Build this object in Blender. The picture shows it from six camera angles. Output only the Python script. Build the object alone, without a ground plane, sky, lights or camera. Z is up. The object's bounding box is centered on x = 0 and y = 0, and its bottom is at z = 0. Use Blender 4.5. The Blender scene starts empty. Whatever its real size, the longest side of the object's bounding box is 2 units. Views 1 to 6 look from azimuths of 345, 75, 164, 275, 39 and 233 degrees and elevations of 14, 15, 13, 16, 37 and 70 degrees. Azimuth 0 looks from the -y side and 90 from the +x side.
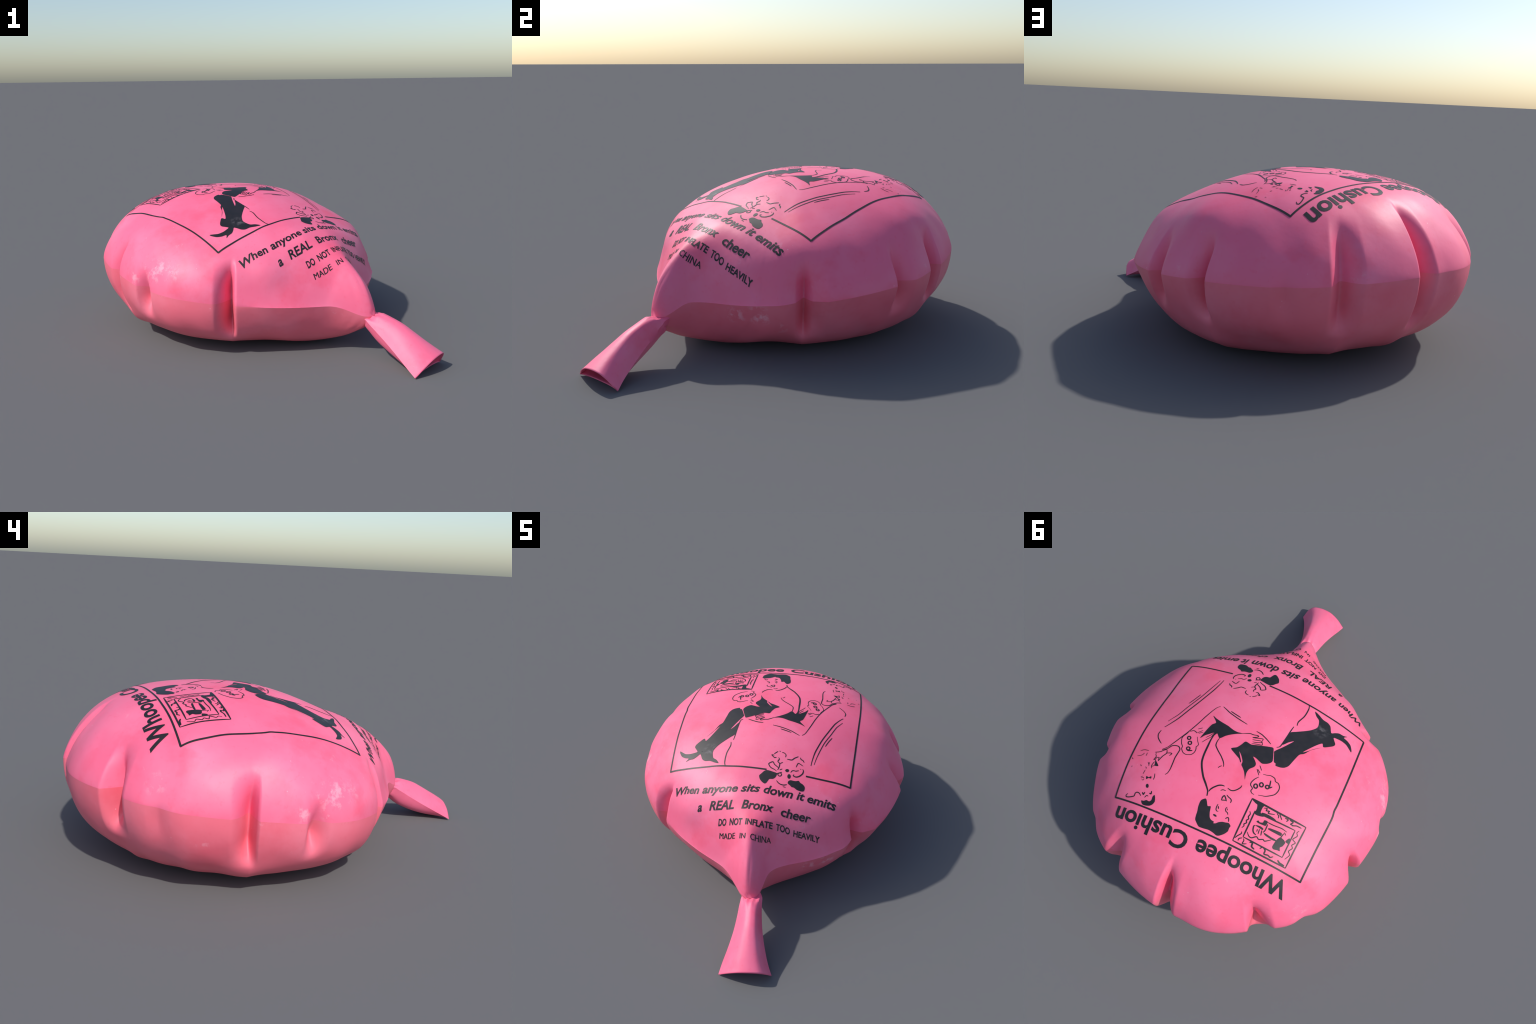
# Inflated rubber gag cushion: pleated two-panel bladder, pinched neck, flared nozzle, black print.
import bpy, bmesh, math
import numpy as np
from mathutils import Vector
from mathutils.bvhtree import BVHTree

# ------------------------------------------------------------------ helpers
def smoothstep(a, b, x):
    t = np.clip((np.asarray(x, float) - a) / (b - a), 0.0, 1.0)
    return t * t * (3 - 2 * t)

def fourier(c, th):
    v = c[0] + 0.0 * th
    for k in range((len(c) - 1) // 2):
        v = v + c[1 + 2 * k] * np.cos((k + 1) * th) + c[2 + 2 * k] * np.sin((k + 1) * th)
    return v

def monotone(xs, ys, x):
    """smooth interpolation through control points without overshoot"""
    xs = np.asarray(xs, float); ys = np.asarray(ys, float)
    h = np.diff(xs); d = np.diff(ys) / h
    m = np.zeros_like(ys)
    for i in range(1, len(xs) - 1):
        if d[i - 1] * d[i] > 0:
            w1 = 2 * h[i] + h[i - 1]; w2 = h[i] + 2 * h[i - 1]
            m[i] = (w1 + w2) / (w1 / d[i - 1] + w2 / d[i])
    m[0] = d[0]; m[-1] = d[-1]
    i = np.clip(np.searchsorted(xs, x) - 1, 0, len(xs) - 2)
    t = (np.clip(x, xs[0], xs[-1]) - xs[i]) / h[i]
    return ((1 + 2 * t) * (1 - t) ** 2 * ys[i] + t * (1 - t) ** 2 * h[i] * m[i]
            + t * t * (3 - 2 * t) * ys[i + 1] + t * t * (t - 1) * h[i] * m[i + 1])

def wrap_deg(a):
    return (a + 180.0) % 360.0 - 180.0

# ------------------------------------------------------------------ bladder shape
CENTRE = (0.0, 0.2)          # plan position of the crown
CROWN = 0.783                # crown height

# rim of the glued seam: azimuth (deg), radius (lobes between the pleats)
BODY_RIM = [(-180, .790), (-173, .778), (-164, .762), (-157, .768), (-150, .777), (-140.5, .780),
            (-134.4, .788), (-129.5, .790), (-117.3, .777), (-108, .765), (-101, .765), (-87, .785),
            (-72, .79), (-58, .785), (-44, .790), (-35, .795), (-25.9, .798), (-15.7, .808),
            (-7.4, .806), (1.6, .800), (11.5, .797), (20.8, .798), (28.5, .797), (37, .785),
            (47.3, .795), (54, .797), (62.9, .808), (75.3, .813), (84, .800), (90.7, .797), (97, .796),
            (103.8, .797), (110, .797), (120, .793), (126.7, .809), (131.8, .814), (139.2, .809),
            (145.5, .796), (152, .795), (159.6, .806), (166.5, .795), (172.8, .805)]
# the neck draws the rim out into a spike
NECK_RIM = [(-101, .765), (-95, .772), (-89, .783), (-82, .800), (-76, .820), (-71.5, .844), (-67, .892), (-63.6, .948),
            (-60.5, .993),
            (-57.5, .985), (-55, .872), (-52, .826), (-49.7, .812), (-43.9, .800), (-35, .800), (-30, .800)]
SEAM_Z = [0.3604, -0.0353, 0.071, 0.0048, 0.0022, 0.0037, 0.001]
# exponents of the superelliptic meridians, as Fourier series round the rim
TOP_A = [2.765, -0.37, 1.405, -0.116, -0.303]
TOP_B = [1.696, -0.118, -0.509, -0.151, 0.157]
LOW_A = [4.33, 1.357, -0.534, 0.624, -0.147]
LOW_B = [1.852, -0.542, 0.133, -0.311, 0.189]
# the ridge that runs down to the neck: radius -> height (upper panel), and its underside
RIDGE_TOP = ([0, .2, .4, .5, .59, .675, .745, .81, .9, .96, .99],
             [.786, .766, .708, .668, .628, .578, .542, .497, .425, .372, .33])
RIDGE_LOW = ([0, .4, .6, .7, .8, .9, .96, .99], [0, 0, .01, .03, .065, .115, .15, .18])
RIDGE_DIR = -61.0                                   # azimuth of the neck axis, deg
# shape of the sections across the neck axis: distance along the axis -> exponents
SECTION_P = ([.4, .62, .74, .82, .92, .98], [1.75, 1.6, 1.15, 1.05, 1.4, 1.8])
SECTION_Q = ([.4, .62, .74, .82, .92, .98], [1.35, 1.3, 1.25, 1.3, 1.7, 2.0])
# the underside is stretched flat between corners that sit below the main pleats (azimuths)
LOW_CORNERS = [-165, -108, -58, -16, 42, 86, 112, 149, 195]
# crumpled patch: azimuth, height, reach in degrees and metres
PUCKER = (-142.0, .425, 7.5, .07)
# broad hollows in the upper flank: azimuth, half width, depth, height of the deepest place, spread
HOLLOWS = [(-14, 18, -.026, .54, .10), (-93, 12, -.030, .46, .09), (-130, 12, .022, .46, .12), (-32, 9, -.012, .42, .08),
           (136, 13, .020, .60, .11), (68, 10, .012, .58, .11), (35, 15, -.030, .61, .09),
           (-158, 12, -.014, .60, .08), (172, 8, .012, .45, .10)]
LOW_HOLLOWS = [(62, 16, .038, .13, .09), (-166, 7, -.022, .09, .07)]

# pleats: azimuth of the valley, ramp width on the low / high azimuth side (deg), depth,
#         height where it dies out above and below, how far (deg) the steep lip leans over the valley
PLEATS = [(-165.6, 7.0, 2.6, .115, .58, .14, -.8),
          (-144.5, 4.5, 5.0, .082, .48, .17, -.4),
          (-107.4, 7.0, 2.0, .135, .54, .08, -.5),
          (-15.7, 9.0, 8.0, .060, .50, .10, 0),
          (-15.5, 3.0, 3.0, .060, .52, .06, 0),
          (19.8, 3.0, 6.5, .085, .56, .18, .5),
          (42.6, 6.5, 2.4, .122, .58, .18, -.8),
          (68.5, 4.0, 4.5, .020, .52, .24, 0),
          (84.8, 4.0, 6.5, .085, .68, .19, .4),
          (111.3, 2.0, 6.5, .125, .73, .18, .2),
          (148.2, 3.8, 7.0, .118, .64, .22, .5),
          (166.5, 4.0, 4.0, .014, .50, .26, 0)]

def table(tab, deg):
    az = np.array([a for a, r in tab], float); rr = np.array([r for a, r in tab], float)
    return np.interp(deg, az, rr, period=360.0)

def rim_radius(deg):
    # light smoothing keeps the rim faceted but not broken
    R0 = sum(table(BODY_RIM, wrap_deg(deg + d)) for d in (-2, -1, 0, 1, 2)) / 5
    inside = (deg > -100) & (deg < -30)
    sm = sum(monotone(*zip(*NECK_RIM), deg + d) for d in (-1.2, 0, 1.2)) / 3
    return R0, np.where(inside, np.maximum(sm, R0), R0)

def pleat_dent(deg, z):
    dent = np.zeros_like(z); lean = np.zeros_like(z)
    for a, wl, wr, depth, ztop, zlow, tilt in PLEATS:
        u = wrap_deg(deg - a)
        s = np.where(u < 0, 1 + u / wl, 1 - u / wr)
        s = np.clip(s, 0, 1)
        soft = (u < 0) == (wl > wr)                           # shallow flank eases in, steep flank is crisp
        s = np.where(soft, s ** 1.5, s ** 1.05) * (1 - .12 * smoothstep(.75, 1.0, s))
        f = smoothstep(ztop, ztop - 0.20, z) * smoothstep(zlow, zlow + 0.14, z)
        dent = dent + depth * s * f
        if tilt:
            lip = wr if tilt < 0 else -wl                     # the steep side
            lean = lean + tilt * f * np.exp(-((u - lip) / (1.3 * abs(lip))) ** 2)
    return dent, lean

def neck_half_width(a, side):
    """half chord of the rim across the neck axis, at distance a along it"""
    deg = RIDGE_DIR + side * np.arange(0, 75, .5)
    R = rim_radius(deg)[1]; u = np.radians(deg - RIDGE_DIR)
    x, l = R * np.cos(u), np.abs(R * np.sin(u))
    x = np.minimum.accumulate(x)                    # distance falls as the chord widens
    return np.interp(-a, -x, l)

def panel_points(deg, t, upper):
    th = np.radians(deg)
    R0, R = rim_radius(deg)
    r = R * t; t0 = np.clip(r / R0, 0, 1)
    z0 = fourier(SEAM_Z, th) - .055 * smoothstep(.84, .985, r)
    off = np.radians(wrap_deg(deg - RIDGE_DIR))
    ax, lat = r * np.cos(off), r * np.sin(off)
    W = np.where(lat < 0, neck_half_width(ax, -1), neck_half_width(ax, 1))
    soft = .22 * W                                    # rounds the crest of the ridge
    dist = (np.sqrt(lat ** 2 + soft ** 2) - soft) / (np.sqrt(W ** 2 + soft ** 2) - soft + 1e-6)
    q = np.where(t >= 1, 1.0, np.clip(dist, 0, 1))
    arch = np.clip(1 - q ** np.interp(ax, *SECTION_P), 0, 1) ** (1 / np.interp(ax, *SECTION_Q))
    arch = arch * np.sqrt(np.clip(1 - t ** 24, 0, 1))
    w = smoothstep(.40, .66, ax)
    if upper:
        f = np.clip(1 - t0 ** fourier(TOP_A, th), 0, 1) ** (1 / fourier(TOP_B, th))
        z = z0 + (CROWN - .007 - z0) * f + .014 * np.exp(-(r / .28) ** 2)
        ridge = z0 + (monotone(*RIDGE_TOP, ax) - z0) * arch
    else:
        f = np.clip(1 - t0 ** np.maximum(fourier(LOW_A, th), 1.5), 0, 1) ** (1 / fourier(LOW_B, th))
        z = z0 * (1 - f)
        ridge = z0 + (monotone(*RIDGE_LOW, ax) - z0) * arch ** .8
    z = z * (1 - w) + ridge * w
    # gathers where the neck is drawn together
    z = z + .0055 * np.sin(lat * 190 + .8) * smoothstep(.84, .95, ax) * arch
    dent, lean = pleat_dent(deg, z)
    for a, wd, depth, zm, sp in (HOLLOWS if upper else LOW_HOLLOWS):
        dent = dent + depth * np.exp(-(wrap_deg(deg - a) / wd) ** 2 - ((z - zm) / sp) ** 2) * (1 - t ** 12)
    r = r - dent * smoothstep(.2, .75, t)
    if upper:
        z = z - 0.35 * dent * smoothstep(.99, .85, t)
    if not upper:
        c = np.array(LOW_CORNERS, float); d = np.where(deg < c[0], deg + 360, deg)
        k = np.clip(np.searchsorted(c, d) - 1, 0, len(c) - 2)
        x = np.abs(2 * (d - c[k]) / (c[k + 1] - c[k]) - 1)
        r = r + (.026 * x ** 3 - .004) * np.exp(-((z - .085) / .075) ** 2) * smoothstep(.3, .6, t) * (1 - .8 * w)
    if upper:
        pu = np.exp(-(wrap_deg(deg - PUCKER[0]) / PUCKER[2]) ** 2 - ((z - PUCKER[1]) / PUCKER[3]) ** 2) * (1 - t ** 12)
        r = r + pu * .0045 * (np.sin(z * 82 + .55 * deg + 1.5 * np.sin(.5 * deg)) + .7 * np.sin(z * 45 - 1.1 * deg) - .5)
    # faint unevenness of the blown-up skin
    r = r + .0022 * np.sin(th * 23 + 9 * z) * np.sin(z * 17 + 2 * th) * smoothstep(.3, .8, t) * smoothstep(1.0, .93, t)
    th = th + np.radians(lean)
    return CENTRE[0] + r * np.cos(th), CENTRE[1] + r * np.sin(th), z

N_AZ, N_RING = 720, 84
def build_panel(name, upper, mat):
    phi = np.linspace(0, 1, N_RING + 1)[1:]
    t = np.sin(phi * math.pi / 2) ** 0.85
    t[-1] = 1.0
    deg = np.arange(N_AZ) * 360.0 / N_AZ - 180.0
    D, T = np.meshgrid(deg, t)
    x, y, z = panel_points(D, T, upper)
    V = np.stack([x, y, z], -1).reshape(-1, 3)
    cz = CROWN + .007 if upper else 0.0
    V = np.concatenate([[[CENTRE[0], CENTRE[1], cz]], V])
    idx = 1 + np.arange(N_RING * N_AZ).reshape(N_RING, N_AZ)
    a = idx[:-1]; b = idx[1:]; a2 = np.roll(a, -1, 1); b2 = np.roll(b, -1, 1)
    Q = np.stack([a, b, b2, a2], -1).reshape(-1, 4)
    F = [tuple(q) for q in (Q if upper else Q[:, ::-1]).tolist()]
    for i in range(N_AZ):
        p, q = int(idx[0, i]), int(idx[0, (i + 1) % N_AZ])
        F.append((0, p, q) if upper else (0, q, p))
    me = bpy.data.meshes.new(name)
    me.from_pydata(V.tolist(), [], F)
    me.shade_smooth()
    me.materials.append(mat)
    ob = bpy.data.objects.new(name, me)
    bpy.context.scene.collection.objects.link(ob)
    return ob

# ------------------------------------------------------------------ nozzle
# stations along the flattened tube: left edge, right edge, upward bulge, downward bulge,
# outward push of the middle of the lower lip
NOZZLE = [((.436, -.610, .204), (.500, -.572, .210), .022, .035, 0),
          ((.447, -.655, .203), (.546, -.606, .213), .010, .058, 0),
          ((.459, -.688, .185), (.560, -.628, .195), .048, .066, 0),
          ((.485, -.745, .148), (.591, -.670, .150), .078, .066, 0),
          ((.511, -.811, .107), (.636, -.722, .107), .092, .060, 0),
          ((.533, -.885, .065), (.690, -.773, .065), .094, .046, 0),
          ((.549, -.948, .031), (.740, -.814, .031), .094, .026, -.002),
          ((.564, -.998, .003), (.785, -.843, .003), .094, .001, -.009)]

def build_nozzle(name, mat):
    st = NOZZLE; n = len(st); s = np.linspace(0, 1, n); S = np.linspace(0, 1, 60)
    L = np.array([a[0] for a in st]); Rr = np.array([a[1] for a in st])
    sp = lambda v: monotone(s, v, S)
    L = np.stack([sp(L[:, k]) for k in range(3)], 1); Rr = np.stack([sp(Rr[:, k]) for k in range(3)], 1)
    up = sp([a[2] for a in st]); dn = sp([a[3] for a in st]); out = sp([a[4] for a in st])
    mid = (L + Rr) / 2; ax = np.gradient(mid, axis=0); ax /= np.linalg.norm(ax, axis=1)[:, None]
    ac = Rr - L; ac /= np.linalg.norm(ac, axis=1)[:, None]
    nn = np.cross(ac, ax); nn *= np.sign(nn[:, 2:3])
    k = 20; V = []; m = 2 * k
    for i in range(len(S)):
        for j in range(m):
            if j <= k:
                q = j / k; b = float(monotone([0, .2, .43, .62, .75, .89, 1], [0, .56, .92, 1.0, .97, .68, 0], q))
                p = L[i] * (1 - q) + Rr[i] * q + nn[i] * up[i] * b
            else:
                q = 1 - (j - k) / k; b = (1 - abs(2 * q - 1) ** 2.8)
                p = L[i] * (1 - q) + Rr[i] * q - nn[i] * dn[i] * b + ax[i] * out[i] * b
            V.append(p)
    V = np.array(V)
    for i in range(len(S)):                                   # creases fanning out from the knot
        for j in range(m):
            V[i * m + j] += nn[i] * .0045 * math.sin(j * 1.15) * float(np.exp(-((S[i] - .23) / .09) ** 2))
    V[:, 2] = np.maximum(V[:, 2], 0.0)
    F = []
    for i in range(len(S) - 1):
        for j in range(m):
            F.append((i * m + j, (i + 1) * m + j, (i + 1) * m + (j + 1) % m, i * m + (j + 1) % m))
    me = bpy.data.meshes.new(name); me.from_pydata(V.tolist(), [], F)
    bm = bmesh.new(); bm.from_mesh(me); bmesh.ops.recalc_face_normals(bm, faces=bm.faces)
    for e in bm.edges:
        if len(e.link_faces) == 2 and e.calc_face_angle(0) > math.radians(35): e.smooth = False
    bm.to_mesh(me); bm.free()
    for p in me.polygons: p.use_smooth = True
    me.materials.append(mat)
    ob = bpy.data.objects.new(name, me); bpy.context.scene.collection.objects.link(ob)
    so = ob.modifiers.new("wall", 'SOLIDIFY'); so.thickness = 0.004; so.offset = -1
    return ob

# ------------------------------------------------------------------ materials
def rubber(name, base, pale, deep, seed, scuffs=()):
    m = bpy.data.materials.new(name); m.use_nodes = True
    nt = m.node_tree; N = nt.nodes; Lk = nt.links; N.clear()
    out = N.new("ShaderNodeOutputMaterial"); bs = N.new("ShaderNodeBsdfPrincipled")
    Lk.new(bs.outputs[0], out.inputs[0])
    tc = N.new("ShaderNodeTexCoord"); mp = N.new("ShaderNodeMapping")
    mp.inputs["Location"].default_value = (seed, seed * 2.3, seed * .7)
    Lk.new(tc.outputs["Object"], mp.inputs[0])
    def noise(sc, det, rough):
        n = N.new("ShaderNodeTexNoise"); n.inputs["Scale"].default_value = sc
        n.inputs["Detail"].default_value = det; n.inputs["Roughness"].default_value = rough
        Lk.new(mp.outputs[0], n.inputs["Vector"]); return n
    def ramp(src, a, b):
        r = N.new("ShaderNodeValToRGB"); r.color_ramp.elements[0].position = a
        r.color_ramp.elements[1].position = b; Lk.new(src, r.inputs[0]); return r
    def mix(fac, c1, c2, amount=1.0):
        x = N.new("ShaderNodeMix"); x.data_type = 'RGBA'
        mu = N.new("ShaderNodeMath"); mu.operation = 'MULTIPLY'; mu.inputs[1].default_value = amount
        Lk.new(fac, mu.inputs[0]); Lk.new(mu.outputs[0], x.inputs["Factor"])
        for s, c in (("A", c1), ("B", c2)):
            if isinstance(c, tuple): x.inputs[6 if s == "A" else 7].default_value = (*c, 1)
            else: Lk.new(c, x.inputs[6 if s == "A" else 7])
        return x.outputs[2]
    col = mix(ramp(noise(3.2, 4, .55).outputs["Fac"], .44, .68).outputs[0], base, pale, .75)
    col = mix(ramp(noise(4.3, 5, .6).outputs["Fac"], .52, .72).outputs[0], col, deep, .75)
    fine = noise(45, 3, .6)
    col = mix(ramp(fine.outputs["Fac"], .58, .75).outputs[0], col, deep, .35)
    chalk = noise(9, 6, .7)   # talc bloom
    col = mix(ramp(chalk.outputs["Fac"], .66, .80).outputs[0], col, (.95, .50, .60), .45)
    v = N.new("ShaderNodeTexVoronoi"); v.inputs["Scale"].default_value = 26; Lk.new(mp.outputs[0], v.inputs["Vector"])
    sp = ramp(v.outputs["Distance"], .05, .10); sp.color_ramp.elements[0].color = (1, 1, 1, 1); sp.color_ramp.elements[1].color = (0, 0, 0, 1)
    ms = N.new("ShaderNodeMath"); ms.operation = 'MULTIPLY'
    Lk.new(sp.outputs[0], ms.inputs[0]); Lk.new(ramp(noise(7, 2, .5).outputs["Fac"], .6, .72).outputs[0], ms.inputs[1])
    col = mix(ms.outputs[0], col, (.95, .55, .64), .6)
    # talc scuffs: ragged pale marks at a few worn places
    rag = ramp(noise(24, 5, .65).outputs["Fac"], .50, .62)
    for cx, cy, cz, rad, amount in scuffs:
        vm = N.new("ShaderNodeVectorMath"); vm.operation = 'DISTANCE'
        vm.inputs[1].default_value = (cx, cy, cz); Lk.new(tc.outputs["Object"], vm.inputs[0])
        mr = N.new("ShaderNodeMapRange"); mr.inputs["From Min"].default_value = rad; mr.inputs["From Max"].default_value = rad * .35
        Lk.new(vm.outputs["Value"], mr.inputs["Value"])
        mm = N.new("ShaderNodeMath"); mm.operation = 'MULTIPLY'
        Lk.new(mr.outputs[0], mm.inputs[0]); Lk.new(rag.outputs[0], mm.inputs[1])
        col = mix(mm.outputs[0], col, (.96, .46, .56), amount)
    Lk.new(col, bs.inputs["Base Color"])
    bs.inputs["Roughness"].default_value = .50
    bs.inputs["Specular IOR Level"].default_value = .5
    bp = N.new("ShaderNodeBump"); bp.inputs["Strength"].default_value = .12; bp.inputs["Distance"].default_value = .01
    Lk.new(noise(16, 5, .55).outputs["Fac"], bp.inputs["Height"]); Lk.new(bp.outputs[0], bs.inputs["Normal"])
    return m

rub_top = rubber("pink_rubber", (.93, .150, .275), (.95, .208, .348), (.92, .098, .190), 0.0,
                 [(-.545, -.31, .455, .085, .5), (-.60, -.245, .470, .06, .4), (-.665, -.18, .400, .045, .5), (-.60, -.285, .392, .05, .5),
                  (-.47, -.36, .44, .07, .35), (.02, .99, .46, .05, .35), (-.74, .40, .50, .06, .35), (-.43, .62, .70, .03, .5)])
rub_low = rubber("salmon_rubber", (.865, .158, .228), (.885, .21, .295), (.83, .122, .186), 3.7,
                 [(.675, -.20, .245, .07, .6), (.61, -.29, .235, .06, .5), (.71, -.10, .16, .06, .45), (.64, .52, .22, .04, .6)])

# ------------------------------------------------------------------ assemble
root = bpy.data.objects.new("whoopee_cushion", None)
bpy.context.scene.collection.objects.link(root)
root.location = (0, 0, 0)
root["label"] = "inflated pink rubber whoopee cushion with black cartoon print"
root["category"] = "gag toy"
top = build_panel("upper_panel", True, rub_top)
low = build_panel("lower_panel", False, rub_low)
noz = build_nozzle("nozzle", rub_top)
for o in (top, low, noz): o.parent = root

# ------------------------------------------------------------------ black print on the upper panel
# Print sheet: u runs along the title, v away from it towards the neck (metres on the plan).
SHEET_ORIGIN = np.array([-.645, .322]); SHEET_U = np.array([.8869, .4620]); SHEET_V = np.array([.4620, -.8869])
bpy.context.view_layer.update()
_bvh = BVHTree.FromPolygons([tuple(v.co) for v in top.data.vertices], [tuple(p.vertices) for p in top.data.polygons])

def on_cushion(u, v, lift=.0013):
    x, y = SHEET_ORIGIN + SHEET_U * u + SHEET_V * v
    hit, nrm, _, _ = _bvh.ray_cast(Vector((x, y, 1.5)), Vector((0, 0, -1)))
    if hit is None:
        return Vector((x, y, .2))
    return hit + nrm * lift

def ink_material():
    m = bpy.data.materials.new("black_ink"); m.use_nodes = True
    nt = m.node_tree; bs = nt.nodes["Principled BSDF"]
    tc = nt.nodes.new("ShaderNodeTexCoord"); nz = nt.nodes.new("ShaderNodeTexNoise"); rp = nt.nodes.new("ShaderNodeValToRGB")
    nz.inputs["Scale"].default_value = 30; nz.inputs["Detail"].default_value = 4
    rp.color_ramp.elements[0].position = .4; rp.color_ramp.elements[0].color = (.010, .009, .011, 1)
    rp.color_ramp.elements[1].position = .75; rp.color_ramp.elements[1].color = (.020, .015, .017, 1)
    nt.links.new(tc.outputs["Object"], nz.inputs["Vector"]); nt.links.new(nz.outputs["Fac"], rp.inputs[0])
    # the ink is rubbed thin on one ankle
    ds = nt.nodes.new("ShaderNodeVectorMath"); ds.operation = 'DISTANCE'; ds.inputs[1].default_value = (-.107, -.230, .667)
    nt.links.new(tc.outputs["Object"], ds.inputs[0])
    mr = nt.nodes.new("ShaderNodeMapRange"); mr.inputs["From Min"].default_value = .05; mr.inputs["From Max"].default_value = .01
    nt.links.new(ds.outputs["Value"], mr.inputs["Value"])
    n2 = nt.nodes.new("ShaderNodeTexNoise"); n2.inputs["Scale"].default_value = 38; n2.inputs["Detail"].default_value = 4
    nt.links.new(tc.outputs["Object"], n2.inputs["Vector"])
    r2 = nt.nodes.new("ShaderNodeValToRGB"); r2.color_ramp.elements[0].position = .48; r2.color_ramp.elements[1].position = .66
    nt.links.new(n2.outputs["Fac"], r2.inputs[0])
    mu = nt.nodes.new("ShaderNodeMath"); mu.operation = 'MULTIPLY'
    nt.links.new(mr.outputs[0], mu.inputs[0]); nt.links.new(r2.outputs[0], mu.inputs[1])
    mx = nt.nodes.new("ShaderNodeMix"); mx.data_type = 'RGBA'; mx.inputs[7].default_value = (.11, .10, .105, 1)
    nt.links.new(mu.outputs[0], mx.inputs["Factor"]); nt.links.new(rp.outputs[0], mx.inputs[6])
    nt.links.new(mx.outputs[2], bs.inputs["Base Color"])
    bs.inputs["Roughness"].default_value = .5
    return m
ink = ink_material()

PRINT = {}          # part name -> list of (2D points, faces)
def add_flat(name, pts, faces):
    PRINT.setdefault(name, []).append((pts, faces))

def spline(p, closed=False, step=5.0):
    """Catmull-Rom through the control points, resampled about every `step` mm"""
    p = np.asarray(p, float); n = len(p)
    if n == 2 and not closed:
        k = max(2, int(np.linalg.norm(p[1] - p[0]) / step) + 1)
        return p[0] + (p[1] - p[0]) * np.linspace(0, 1, k)[:, None]
    out = []
    for i in range(n if closed else n - 1):
        if closed: a, b, c, d = p[i - 1], p[i], p[(i + 1) % n], p[(i + 2) % n]
        else: a, b, c, d = p[max(i - 1, 0)], p[i], p[i + 1], p[min(i + 2, n - 1)]
        k = max(2, int(np.linalg.norm(c - b) / step) + 1)
        t = np.linspace(0, 1, k, endpoint=False)[:, None]
        cr = .5 * (2 * b + (c - a) * t + (2 * a - 5 * b + 4 * c - d) * t ** 2 + (3 * b - a - 3 * c + d) * t ** 3)
        ln = b + (c - b) * t
        out.append(.75 * cr + .25 * ln)
    if not closed: out.append(p[-1:])
    return np.concatenate(out)

def ribbon(name, q, half):
    """brush stroke with tapered, slightly uneven edges"""
    q = np.asarray(q) / 1000.0; n = len(q)
    tg = np.gradient(q, axis=0); tg /= np.linalg.norm(tg, axis=1)[:, None] + 1e-9
    nm = np.stack([-tg[:, 1], tg[:, 0]], 1)
    h = np.asarray(half)[:, None] / 1000.0
    add_flat(name, np.concatenate([q + nm * h, q - nm * h]),
             [(i, i + 1, n + i + 1, n + i) for i in range(n - 1)])

def line(name, width, pts, taper=True):
    q = spline(pts); n = len(q); s = np.linspace(0, 1, n)
    h = np.full(n, width * .52)
    if taper: h = h * (.45 + .55 * np.minimum(1, 4 * np.minimum(s, 1 - s) + .15)).clip(0, 1)
    ribbon(name, q, h)

def ring(name, width, pts):
    q = spline(pts, True); q = np.concatenate([q, q[:2]])
    ribbon(name, q, np.full(len(q), width * .5))

def patch(name, pts):
    q = spline(pts, True, 6.0) / 1000.0
    from mathutils.geometry import tessellate_polygon
    tris = tessellate_polygon([[Vector((a, b, 0)) for a, b in q]])
    add_flat(name, q, [tuple(t) for t in tris])

# seated woman
patch("seated_woman", [(733, 555), (701, 525), (714, 507), (722, 479), (728, 448), (733, 414), (718, 436), (702, 451), (680, 470), (686, 441), (676, 451), (666, 470), (644, 451), (622, 475), (602, 492), (576, 509), (548, 524), (578, 519), (603, 521), (637, 531), (676, 538), (709, 546)])
line("seated_woman", 8.6, [(677, 460), (679, 426), (677, 389), (674, 342), (667, 306), (652, 276), (625, 238), (596, 209), (574, 184), (566, 160)])
line("seated_woman", 5.0, [(644, 451), (646, 429), (642, 408), (620, 388), (592, 367), (572, 348), (562, 334), (559, 323)])
line("seated_woman", 3.4, [(568, 325), (576, 317), (580, 308)])
line("seated_woman", 4.4, [(554, 522), (521, 539), (501, 541), (483, 547), (475, 545), (481, 537), (499, 526)])
line("seated_woman", 4.1, [(498, 524), (467, 537), (450, 542), (449, 531)])
line("seated_woman", 3.8, [(494, 514), (471, 522), (448, 529)])
line("seated_woman", 3.8, [(489, 503), (466, 511), (449, 520), (450, 530)])
line("seated_woman", 3.8, [(489, 492), (464, 502), (440, 510), (449, 527)])
line("seated_woman", 2.8, [(714, 396), (702, 416), (683, 442)])
line("seated_woman", 2.9, [(708, 427), (691, 450), (680, 471)])
line("seated_woman", 5.0, [(497, 566), (466, 562), (436, 551), (405, 536)])
patch("seated_woman", [(567, 425), (543, 443), (530, 466), (519, 489), (488, 487), (462, 497), (439, 506), (391, 523), (382, 518), (373, 497), (358, 457), (363, 441), (377, 428), (397, 419), (417, 425), (437, 432), (451, 432), (436, 419), (424, 406), (421, 395), (425, 384), (440, 366), (444, 346), (440, 323), (436, 309), (455, 341), (469, 356), (484, 370), (486, 387), (505, 412), (524, 428), (509, 406), (493, 384), (494, 378), (508, 393), (540, 409)])
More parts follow.
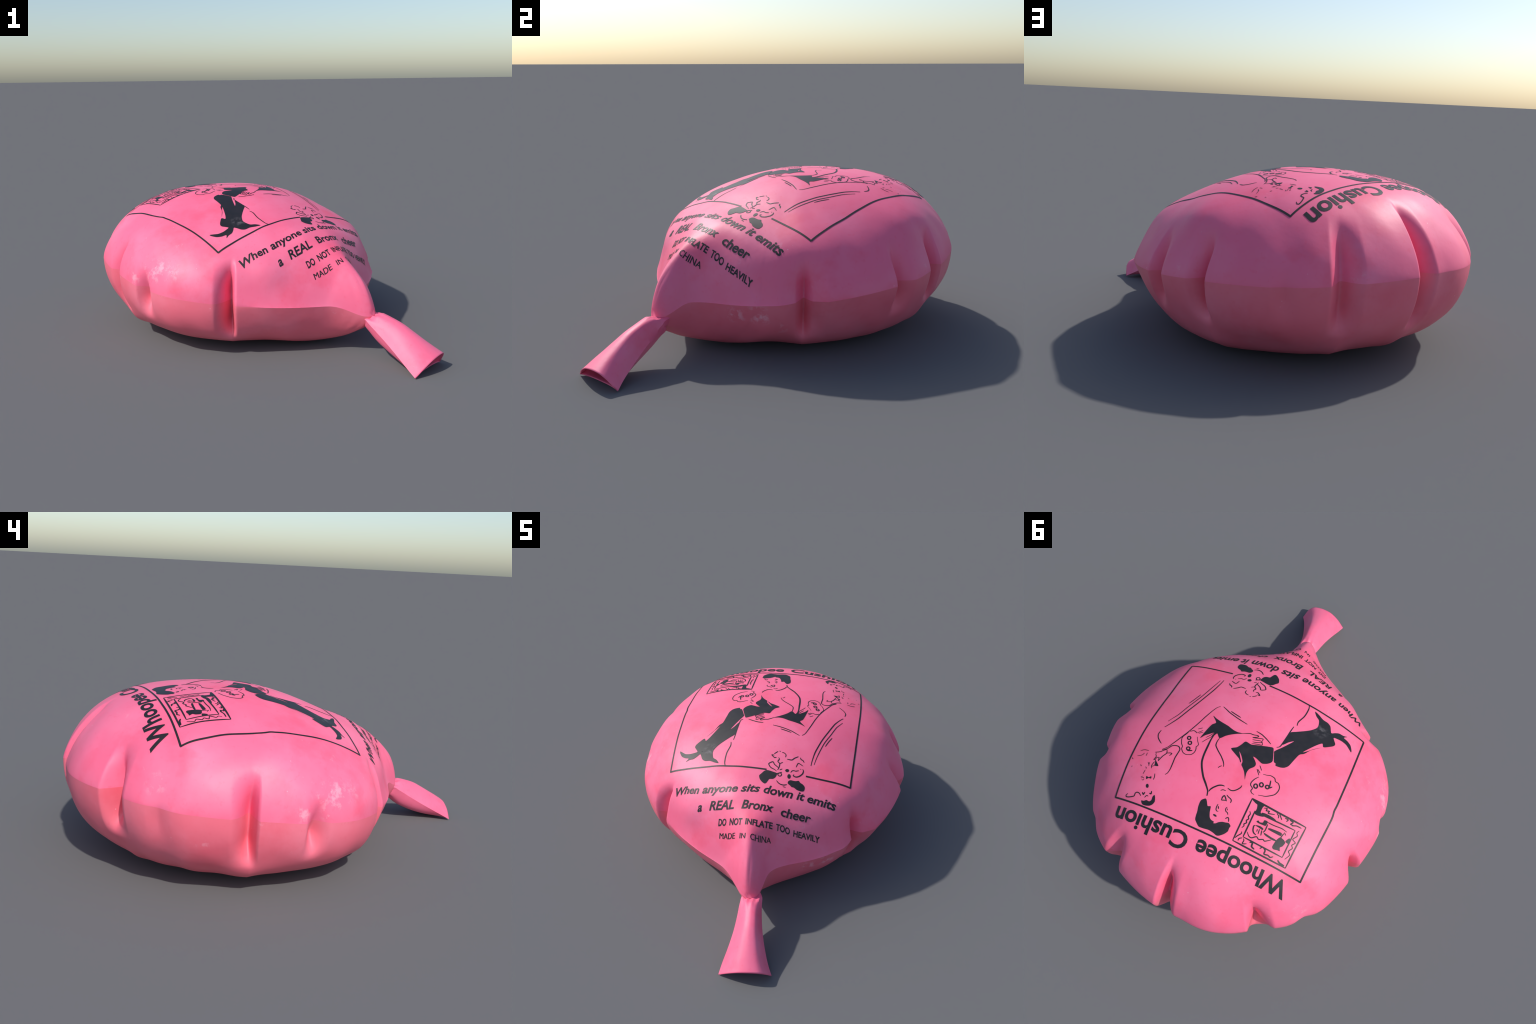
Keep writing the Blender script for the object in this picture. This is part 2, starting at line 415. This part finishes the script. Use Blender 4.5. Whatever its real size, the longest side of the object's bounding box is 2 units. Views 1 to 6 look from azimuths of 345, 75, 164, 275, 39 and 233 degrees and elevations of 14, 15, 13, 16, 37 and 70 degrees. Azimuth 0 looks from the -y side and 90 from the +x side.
patch("seated_woman", [(369, 497), (372, 510), (345, 551), (312, 609), (333, 590), (354, 562), (353, 617), (348, 648), (325, 666), (293, 691), (265, 716), (245, 745), (244, 766), (254, 795), (276, 811), (293, 834), (269, 827), (238, 812), (208, 808), (189, 795), (170, 761), (153, 773), (134, 784), (109, 785), (90, 792), (103, 775), (78, 767), (56, 753), (40, 728), (38, 716), (51, 725), (76, 742), (103, 748), (126, 747), (148, 741), (127, 712), (127, 699), (137, 686), (163, 663), (173, 660), (183, 676), (200, 658), (223, 622), (249, 576), (230, 594), (208, 622), (180, 649), (217, 609), (239, 571), (258, 553), (269, 510), (278, 471), (292, 452), (310, 443), (335, 440), (338, 451), (350, 455)])
line("seated_woman", 5.3, [(373, 534), (361, 544), (357, 563), (353, 617), (351, 656), (348, 687)])
patch("seated_woman", [(583, 121), (579, 134), (565, 146), (554, 136), (541, 117), (527, 122), (523, 112), (518, 94), (508, 73), (496, 64), (479, 61), (481, 54), (470, 57), (458, 69), (442, 78), (428, 81), (413, 85), (399, 76), (401, 65), (400, 48), (411, 29), (428, 13), (441, 8), (461, 13), (485, 16), (514, 12), (536, 11), (553, 23), (566, 35), (571, 53), (574, 74), (580, 94)])
line("seated_woman", 6.5, [(568, 183), (565, 196), (556, 211), (539, 229), (523, 237), (510, 238)])
line("seated_woman", 5.1, [(492, 236), (475, 232), (461, 236), (447, 249), (437, 265), (436, 276)])
line("seated_woman", 3.7, [(518, 211), (509, 219), (494, 220)])
line("seated_woman", 5.5, [(493, 169), (495, 185), (490, 196), (480, 188), (469, 175)])
line("seated_woman", 4.6, [(493, 170), (482, 175), (472, 178)])
line("seated_woman", 4.6, [(481, 204), (470, 198), (456, 194), (449, 187), (448, 175)])
line("seated_woman", 4.1, [(499, 146), (500, 133), (497, 119), (490, 113), (483, 115)])
line("seated_woman", 5.0, [(494, 138), (487, 125)])
line("seated_woman", 4.1, [(453, 152), (456, 140), (450, 130), (440, 127), (434, 119)])
line("seated_woman", 5.5, [(449, 145), (446, 137)])
line("seated_woman", 8.7, [(498, 92), (480, 89)])
line("seated_woman", 4.6, [(437, 97), (429, 107), (423, 105), (416, 90)])
# sofa
line("sofa", 5.7, [(336, 856), (328, 834), (326, 802), (328, 770), (340, 726), (337, 701)])
line("sofa", 4.5, [(727, 622), (739, 610), (749, 588), (766, 538), (783, 481), (802, 429), (822, 385), (843, 343), (861, 310), (883, 288)])
line("sofa", 4.8, [(713, 627), (692, 618), (664, 606), (626, 595), (590, 587), (556, 581)])
line("sofa", 4.8, [(665, 617), (637, 610), (603, 603)])
line("sofa", 5.5, [(800, 793), (803, 762), (813, 706), (840, 617), (870, 537), (893, 477), (917, 433), (935, 406)])
line("sofa", 3.9, [(816, 783), (827, 731), (852, 639), (883, 559), (905, 498), (924, 464), (936, 443)])
line("sofa", 4.0, [(861, 654), (876, 614), (891, 580)])
line("sofa", 4.8, [(942, 384), (945, 359), (936, 341), (920, 327), (903, 316)])
# speech bubble
line("speech_bubble", 3.8, [(798, 428), (782, 439), (767, 436), (763, 431)])
line("speech_bubble", 3.5, [(749, 414), (738, 396), (724, 379), (725, 369), (729, 364), (723, 349), (724, 330), (734, 316), (758, 307), (777, 312), (792, 328), (793, 339), (806, 353), (817, 376), (816, 391), (808, 406), (802, 423)])
line("speech_bubble", 2.9, [(767, 455), (748, 470)])
line("speech_bubble", 2.9, [(762, 432), (739, 458)])
line("speech_bubble", 2.9, [(752, 434), (734, 449)])
ring("speech_bubble", 6.4, [(777, 397), (776, 391), (778, 387), (783, 385), (788, 386), (792, 390), (793, 395), (791, 400), (786, 402), (780, 400)])
ring("speech_bubble", 6.3, [(760, 373), (759, 368), (761, 364), (766, 362), (772, 363), (776, 367), (777, 373), (774, 377), (770, 379), (764, 378)])
ring("speech_bubble", 6.3, [(753, 343), (753, 338), (755, 334), (760, 332), (765, 333), (769, 337), (770, 342), (767, 346), (763, 348), (757, 347)])
line("speech_bubble", 6.3, [(768, 334), (756, 330), (737, 338)])
line("speech_bubble", 4.3, [(381, 350), (395, 330), (402, 309), (399, 296), (384, 285), (386, 271), (376, 262), (364, 261)])
line("speech_bubble", 4.3, [(369, 372), (352, 375), (332, 382), (310, 379), (300, 366), (283, 363), (270, 348), (268, 327), (277, 303), (307, 279), (327, 272), (345, 267)])
line("speech_bubble", 3.4, [(402, 405), (393, 396), (383, 385)])
line("speech_bubble", 3.4, [(402, 383), (384, 370)])
line("speech_bubble", 3.4, [(406, 382), (384, 357)])
ring("speech_bubble", 6.8, [(367, 305), (366, 299), (368, 294), (373, 292), (379, 293), (383, 298), (384, 304), (382, 309), (377, 312), (371, 310)])
ring("speech_bubble", 6.8, [(345, 324), (344, 317), (346, 312), (351, 310), (357, 311), (361, 316), (362, 322), (360, 327), (355, 330), (349, 328)])
ring("speech_bubble", 6.8, [(316, 327), (315, 321), (317, 316), (322, 314), (327, 315), (331, 319), (332, 324), (329, 329), (324, 331), (319, 330)])
line("speech_bubble", 6.1, [(322, 360), (317, 341), (313, 320)])
line("speech_bubble", 6.1, [(315, 319), (302, 334)])
# seated man
patch("seated_man", [(855, 17), (842, 19), (831, 27), (815, 26), (807, 36), (809, 52), (804, 64), (795, 52), (788, 34), (793, 18), (805, 7), (825, 1), (840, 1), (851, 9)])
line("seated_man", 4.9, [(941, 26), (947, 16), (942, 9), (924, 13), (903, 24), (903, 39), (896, 46), (882, 45), (869, 36)])
line("seated_man", 5.7, [(869, 55), (859, 46), (857, 60)])
line("seated_man", 5.7, [(833, 63), (823, 62), (827, 76)])
line("seated_man", 4.0, [(846, 35), (841, 47), (831, 47)])
patch("seated_man", [(854, 94), (852, 87), (856, 82), (862, 83), (868, 89), (869, 96), (866, 101), (859, 100)])
patch("seated_man", [(883, 120), (889, 135), (875, 133), (865, 142), (860, 131), (874, 129)])
line("seated_man", 3.5, [(854, 161), (848, 145), (846, 130)])
line("seated_man", 4.9, [(804, 175), (796, 186), (793, 209), (796, 243), (799, 272), (797, 306), (798, 321), (811, 332), (831, 330), (845, 322), (859, 301), (882, 287)])
line("seated_man", 4.0, [(910, 262), (887, 272), (870, 288), (858, 297)])
line("seated_man", 4.5, [(858, 296), (850, 278), (861, 258), (866, 244), (871, 225)])
line("seated_man", 4.0, [(850, 278), (834, 285), (824, 285), (831, 270)])
line("seated_man", 3.6, [(902, 262), (898, 250), (892, 245), (896, 224), (889, 228), (887, 239), (875, 244), (874, 231), (870, 227)])
patch("seated_man", [(888, 226), (879, 221), (857, 202), (877, 197), (880, 208)])
line("seated_man", 3.6, [(887, 216), (891, 195), (885, 179)])
line("seated_man", 3.1, [(889, 189), (876, 197)])
line("seated_man", 3.2, [(988, 247), (969, 257), (945, 260)])
line("seated_man", 2.7, [(990, 216), (968, 227), (960, 241)])
line("seated_man", 2.7, [(946, 247), (945, 229)])
line("seated_man", 3.6, [(1012, 200), (1004, 193)])
line("seated_man", 3.6, [(991, 161), (990, 154)])
line("seated_man", 3.6, [(949, 179), (941, 173)])
line("seated_man", 2.7, [(918, 203), (907, 193), (904, 186)])
line("seated_man", 2.7, [(909, 206), (907, 193)])
line("seated_man", 2.7, [(919, 176), (913, 175), (910, 168)])
line("seated_man", 2.7, [(911, 162), (912, 139)])
line("seated_man", 2.5, [(915, 120), (907, 129)])
line("seated_man", 2.4, [(910, 116), (902, 124), (896, 119)])
line("seated_man", 2.4, [(904, 111), (896, 110), (893, 118)])
# wall picture
line("wall_picture", 8.9, [(363, 240), (218, 233), (76, 233)])
line("wall_picture", 6.8, [(76, 233), (81, 122), (86, 17)])
line("wall_picture", 7.7, [(86, 17), (223, 16), (361, 20)])
line("wall_picture", 6.8, [(361, 20), (362, 128), (363, 240)])
line("wall_picture", 6.8, [(327, 188), (221, 190), (116, 194)])
line("wall_picture", 5.7, [(116, 194), (117, 122), (119, 53)])
line("wall_picture", 6.7, [(119, 53), (220, 53), (324, 56)])
line("wall_picture", 6.7, [(324, 56), (324, 124), (325, 192)])
line("wall_picture", 5.2, [(347, 179), (339, 168), (342, 152), (336, 144), (343, 132), (337, 123), (346, 112), (342, 104), (348, 92)])
line("wall_picture", 4.4, [(98, 202), (104, 188), (96, 175), (109, 151), (91, 142), (102, 124), (93, 113), (104, 92), (92, 79), (105, 51)])
line("wall_picture", 5.2, [(293, 222), (278, 227), (278, 215), (263, 220), (264, 208), (234, 217)])
patch("wall_picture", [(362, 238), (300, 237), (300, 219), (297, 194), (268, 194), (280, 182), (305, 176), (321, 179), (322, 205), (328, 223), (340, 226)])
line("wall_picture", 11.4, [(292, 195), (258, 196), (218, 192)])
line("wall_picture", 4.7, [(227, 227), (214, 219), (212, 208)])
line("wall_picture", 4.7, [(214, 230), (193, 209)])
line("wall_picture", 5.2, [(183, 224), (166, 224), (171, 212)])
line("wall_picture", 5.7, [(158, 226), (140, 224), (148, 210), (134, 212)])
line("wall_picture", 5.7, [(140, 206), (119, 217), (94, 218)])
line("wall_picture", 4.6, [(357, 35), (350, 49), (338, 66), (340, 76)])
line("wall_picture", 4.6, [(338, 30), (338, 41), (325, 50)])
line("wall_picture", 4.6, [(295, 34), (314, 26), (313, 42), (319, 50)])
line("wall_picture", 7.7, [(286, 46), (272, 51), (269, 33), (252, 27)])
line("wall_picture", 6.7, [(230, 41), (220, 54), (204, 45), (202, 28), (183, 31), (170, 27), (158, 37)])
line("wall_picture", 8.3, [(133, 33), (121, 25), (95, 23)])
patch("wall_picture", [(298, 148), (291, 157), (283, 152), (268, 157), (266, 171), (249, 171), (250, 149), (266, 146), (285, 145)])
line("wall_picture", 6.2, [(295, 129), (300, 124), (295, 104), (286, 94), (273, 90)])
patch("wall_picture", [(295, 129), (285, 134), (269, 136), (254, 132), (255, 124), (276, 127)])
line("wall_picture", 4.1, [(278, 118), (276, 105)])
line("wall_picture", 4.1, [(269, 122), (266, 98)])
line("wall_picture", 4.6, [(257, 122), (251, 97)])
line("wall_picture", 5.2, [(244, 160), (243, 129), (248, 115)])
line("wall_picture", 4.7, [(256, 168), (216, 168), (176, 172), (148, 168)])
line("wall_picture", 4.1, [(157, 162), (146, 151)])
line("wall_picture", 4.7, [(157, 156), (162, 131), (143, 127)])
patch("wall_picture", [(232, 139), (227, 148), (169, 153), (166, 140), (173, 137)])
line("wall_picture", 9.3, [(242, 114), (229, 111), (202, 108), (177, 108)])
patch("wall_picture", [(181, 74), (180, 91), (176, 113), (165, 132), (146, 128), (134, 120), (139, 99), (148, 88), (141, 73), (152, 72), (172, 67)])
patch("wall_picture", [(136, 125), (125, 148), (118, 140), (115, 122)])
line("wall_picture", 5.2, [(316, 85), (300, 70), (286, 69), (267, 84), (253, 77), (234, 86), (224, 82), (199, 101)])
# puppy
patch("puppy", [(535, 905), (545, 891), (557, 875), (571, 868), (588, 869), (609, 873), (627, 877), (627, 890), (621, 905), (610, 914), (592, 918), (586, 931), (580, 944), (572, 949), (559, 943), (543, 927)])
patch("puppy", [(693, 923), (695, 909), (706, 901), (720, 901), (734, 899), (748, 893), (757, 901), (773, 907), (783, 916), (785, 928), (781, 941), (768, 946), (746, 946), (728, 938), (715, 938), (706, 931)])
line("puppy", 5.3, [(632, 920), (644, 932), (658, 938), (674, 938), (690, 931)])
line("puppy", 3.7, [(670, 949), (686, 948)])
patch("puppy", [(689, 848), (687, 855), (680, 860), (673, 859), (668, 853), (671, 846), (678, 842), (685, 843)])
patch("puppy", [(703, 880), (701, 890), (696, 895), (689, 893), (685, 884), (686, 874), (692, 869), (699, 871)])
ring("puppy", 5.0, [(653, 880), (652, 885), (648, 890), (641, 891), (636, 888), (633, 884), (634, 878), (639, 873), (645, 872), (650, 875)])
line("puppy", 5.0, [(625, 880), (639, 874), (652, 866)])
line("puppy", 5.0, [(623, 866), (613, 859), (588, 849), (575, 833), (576, 826), (595, 815), (606, 829), (630, 845), (627, 858)])
line("puppy", 5.0, [(622, 786), (627, 795), (621, 809), (633, 820), (633, 840), (631, 851)])
line("puppy", 3.7, [(633, 820), (649, 809)])
line("puppy", 3.7, [(638, 856), (651, 847)])
line("puppy", 5.0, [(610, 787), (600, 790), (589, 783), (582, 776), (596, 776)])
line("puppy", 4.2, [(594, 769), (603, 760), (613, 751)])
line("puppy", 6.3, [(620, 748), (627, 748)])
line("puppy", 4.2, [(635, 752), (649, 755), (659, 764), (658, 778)])
line("puppy", 5.0, [(668, 787), (694, 787), (707, 774), (727, 759)])
line("puppy", 5.0, [(738, 762), (743, 772), (754, 775), (762, 785)])
line("puppy", 4.2, [(723, 822), (729, 801), (735, 797), (759, 806)])
line("puppy", 4.1, [(699, 858), (704, 848), (713, 843), (724, 844), (740, 837)])
line("puppy", 5.8, [(760, 824), (765, 834), (762, 850), (748, 867), (731, 876), (714, 873), (719, 865)])
line("puppy", 5.4, [(747, 828), (751, 826)])
# border of the cartoon
for pts in ([(-3, -4), (200, -4), (409, -4), (700, -6), (1006, -9)],
            [(-3, -6), (-10, 170), (-17, 330), (-12, 378), (-13, 420), (-8, 600), (4, 824)],
            [(1004, -10), (1020, 150), (1028, 326), (1026, 600), (1022, 836)],
            [(3, 824), (160, 842), (334, 854), (460, 861), (568, 864)],
            [(782, 858), (900, 849), (1023, 836)]):
    line("cartoon_border", 8.0, pts, taper=False)

# lettering: words with first and last u; baseline (u, v); cap line (u, v); part, slant, weight
LINES = [
    ([("Whoopee", .041, .511), ("Cushion", .555, .966)],
     [(.041, -.036), (.3, -.040), (.6, -.041), (.966, -.044)],
     [(.041, -.112), (.3, -.114), (.6, -.119), (.966, -.118)],
     "title_lettering", 0.0, .026),
    ([("When", 0.059, 0.210), ("anyone", 0.231, 0.435), ("sits", 0.453, 0.554), ("down", 0.575, 0.730), ("it", 0.750, 0.791), ("emits", 0.806, 0.958)],
     [(0.069, 0.948), (0.208, 0.984), (0.333, 1.000), (0.431, 1.009), (0.550, 1.003), (0.638, 1.007), (0.723, 0.999), (0.788, 0.989), (0.884, 0.977), (0.950, 0.967)],
     [(0.057, 0.915), (0.200, 0.946), (0.325, 0.961), (0.423, 0.968), (0.506, 0.962), (0.609, 0.959), (0.681, 0.960), (0.768, 0.952), (0.880, 0.942), (0.961, 0.931)],
     "caption_lettering", .20, .024),
    ([("a", 0.217, 0.242), ("REAL", 0.287, 0.430), ("Bronx", 0.472, 0.641), ("cheer", 0.680, 0.836)],
     [(0.222, 1.056), (0.290, 1.066), (0.358, 1.077), (0.430, 1.088), (0.499, 1.091), (0.571, 1.093), (0.640, 1.085), (0.695, 1.080), (0.829, 1.056)],
     [(0.214, 1.026), (0.293, 1.034), (0.352, 1.042), (0.413, 1.050), (0.484, 1.051), (0.543, 1.051), (0.640, 1.052), (0.718, 1.047), (0.845, 1.028)],
     "caption_lettering", .18, .024),
    ([("DO", 0.350, 0.396), ("NOT", 0.416, 0.488), ("INFLATE", 0.506, 0.646), ("TOO", 0.663, 0.734), ("HEAVILY", 0.752, 0.888)],
     [(0.351, 1.130), (0.413, 1.145), (0.483, 1.164), (0.564, 1.169), (0.644, 1.144), (0.697, 1.129), (0.754, 1.118), (0.880, 1.082)],
     [(0.348, 1.108), (0.409, 1.122), (0.484, 1.138), (0.559, 1.143), (0.644, 1.125), (0.695, 1.111), (0.752, 1.103), (0.885, 1.068)],
     "warning_lettering", 0.0, .028),
    ([("MADE", 0.361, 0.456), ("IN", 0.484, 0.517), ("CHINA", 0.543, 0.643)],
     [(0.362, 1.168), (0.458, 1.204), (0.518, 1.226), (0.546, 1.229), (0.643, 1.179)],
     [(0.360, 1.152), (0.455, 1.185), (0.516, 1.204), (0.542, 1.205), (0.643, 1.168)],
     "origin_lettering", 0.0, 0.0),
]

def type_outline(text, slant, weight):
    cu = bpy.data.curves.new("type", 'FONT'); cu.body = text; cu.size = 1.0; cu.shear = slant
    cu.offset = weight; cu.resolution_u = 4
    ob = bpy.data.objects.new("type", cu); bpy.context.scene.collection.objects.link(ob)
    bpy.context.view_layer.update()
    me = bpy.data.meshes.new_from_object(ob.evaluated_get(bpy.context.evaluated_depsgraph_get()))
    V = np.array([v.co[:2] for v in me.vertices]); F = [tuple(q.vertices) for q in me.polygons]
    bpy.data.objects.remove(ob); bpy.data.curves.remove(cu); bpy.data.meshes.remove(me)
    return V, F

CAP = type_outline("H", 0, 0)[0][:, 1].max()
for words, base, cap, name, slant, weight in LINES:
    for text, u0, u1 in words:
        V, F = type_outline(text, slant, weight)
        if weight == 0.0:                    # this line is struck three times, slightly shifted, to embolden it
            n = len(V); V = np.concatenate([V + [d, 0] for d in (-.016, 0, .016)])
            F = [tuple(i + k * n for i in f) for k in range(3) for f in F]
        x = (V[:, 0] - V[:, 0].min()) / (V[:, 0].max() - V[:, 0].min())
        U = u0 + (u1 - u0) * x
        b = monotone(*zip(*base), U); c = monotone(*zip(*cap), U)
        add_flat(name, np.stack([U, b + (c - b) * V[:, 1] / CAP], 1), F)

def build_print(name, pieces):
    bm = bmesh.new()
    for pts, faces in pieces:
        vs = [bm.verts.new((a, b, 0)) for a, b in pts]
        for f in faces:
            try: bm.faces.new([vs[i] for i in f])
            except ValueError: pass
    bmesh.ops.triangulate(bm, faces=bm.faces)
    for _ in range(7):
        long = [e for e in bm.edges if e.calc_length() > .010]
        if not long: break
        bmesh.ops.subdivide_edges(bm, edges=long, cuts=1)
        bmesh.ops.triangulate(bm, faces=[f for f in bm.faces if len(f.verts) > 3])
    P = np.array([v.co[:2] for v in bm.verts])
    for v, (a, b) in zip(bm.verts, P): v.co = on_cushion(a, b)
    for f in bm.faces:
        if f.normal.z < 0: f.normal_flip()
    bm.normal_update()
    for f in bm.faces:
        if f.normal.z < 0: f.normal_flip()
        f.smooth = True
    me = bpy.data.meshes.new(name); bm.to_mesh(me); bm.free()
    me.materials.append(ink)
    ob = bpy.data.objects.new(name, me); bpy.context.scene.collection.objects.link(ob)
    ob.parent = top
    return ob

for _name, _pieces in PRINT.items():
    build_print(_name, _pieces)
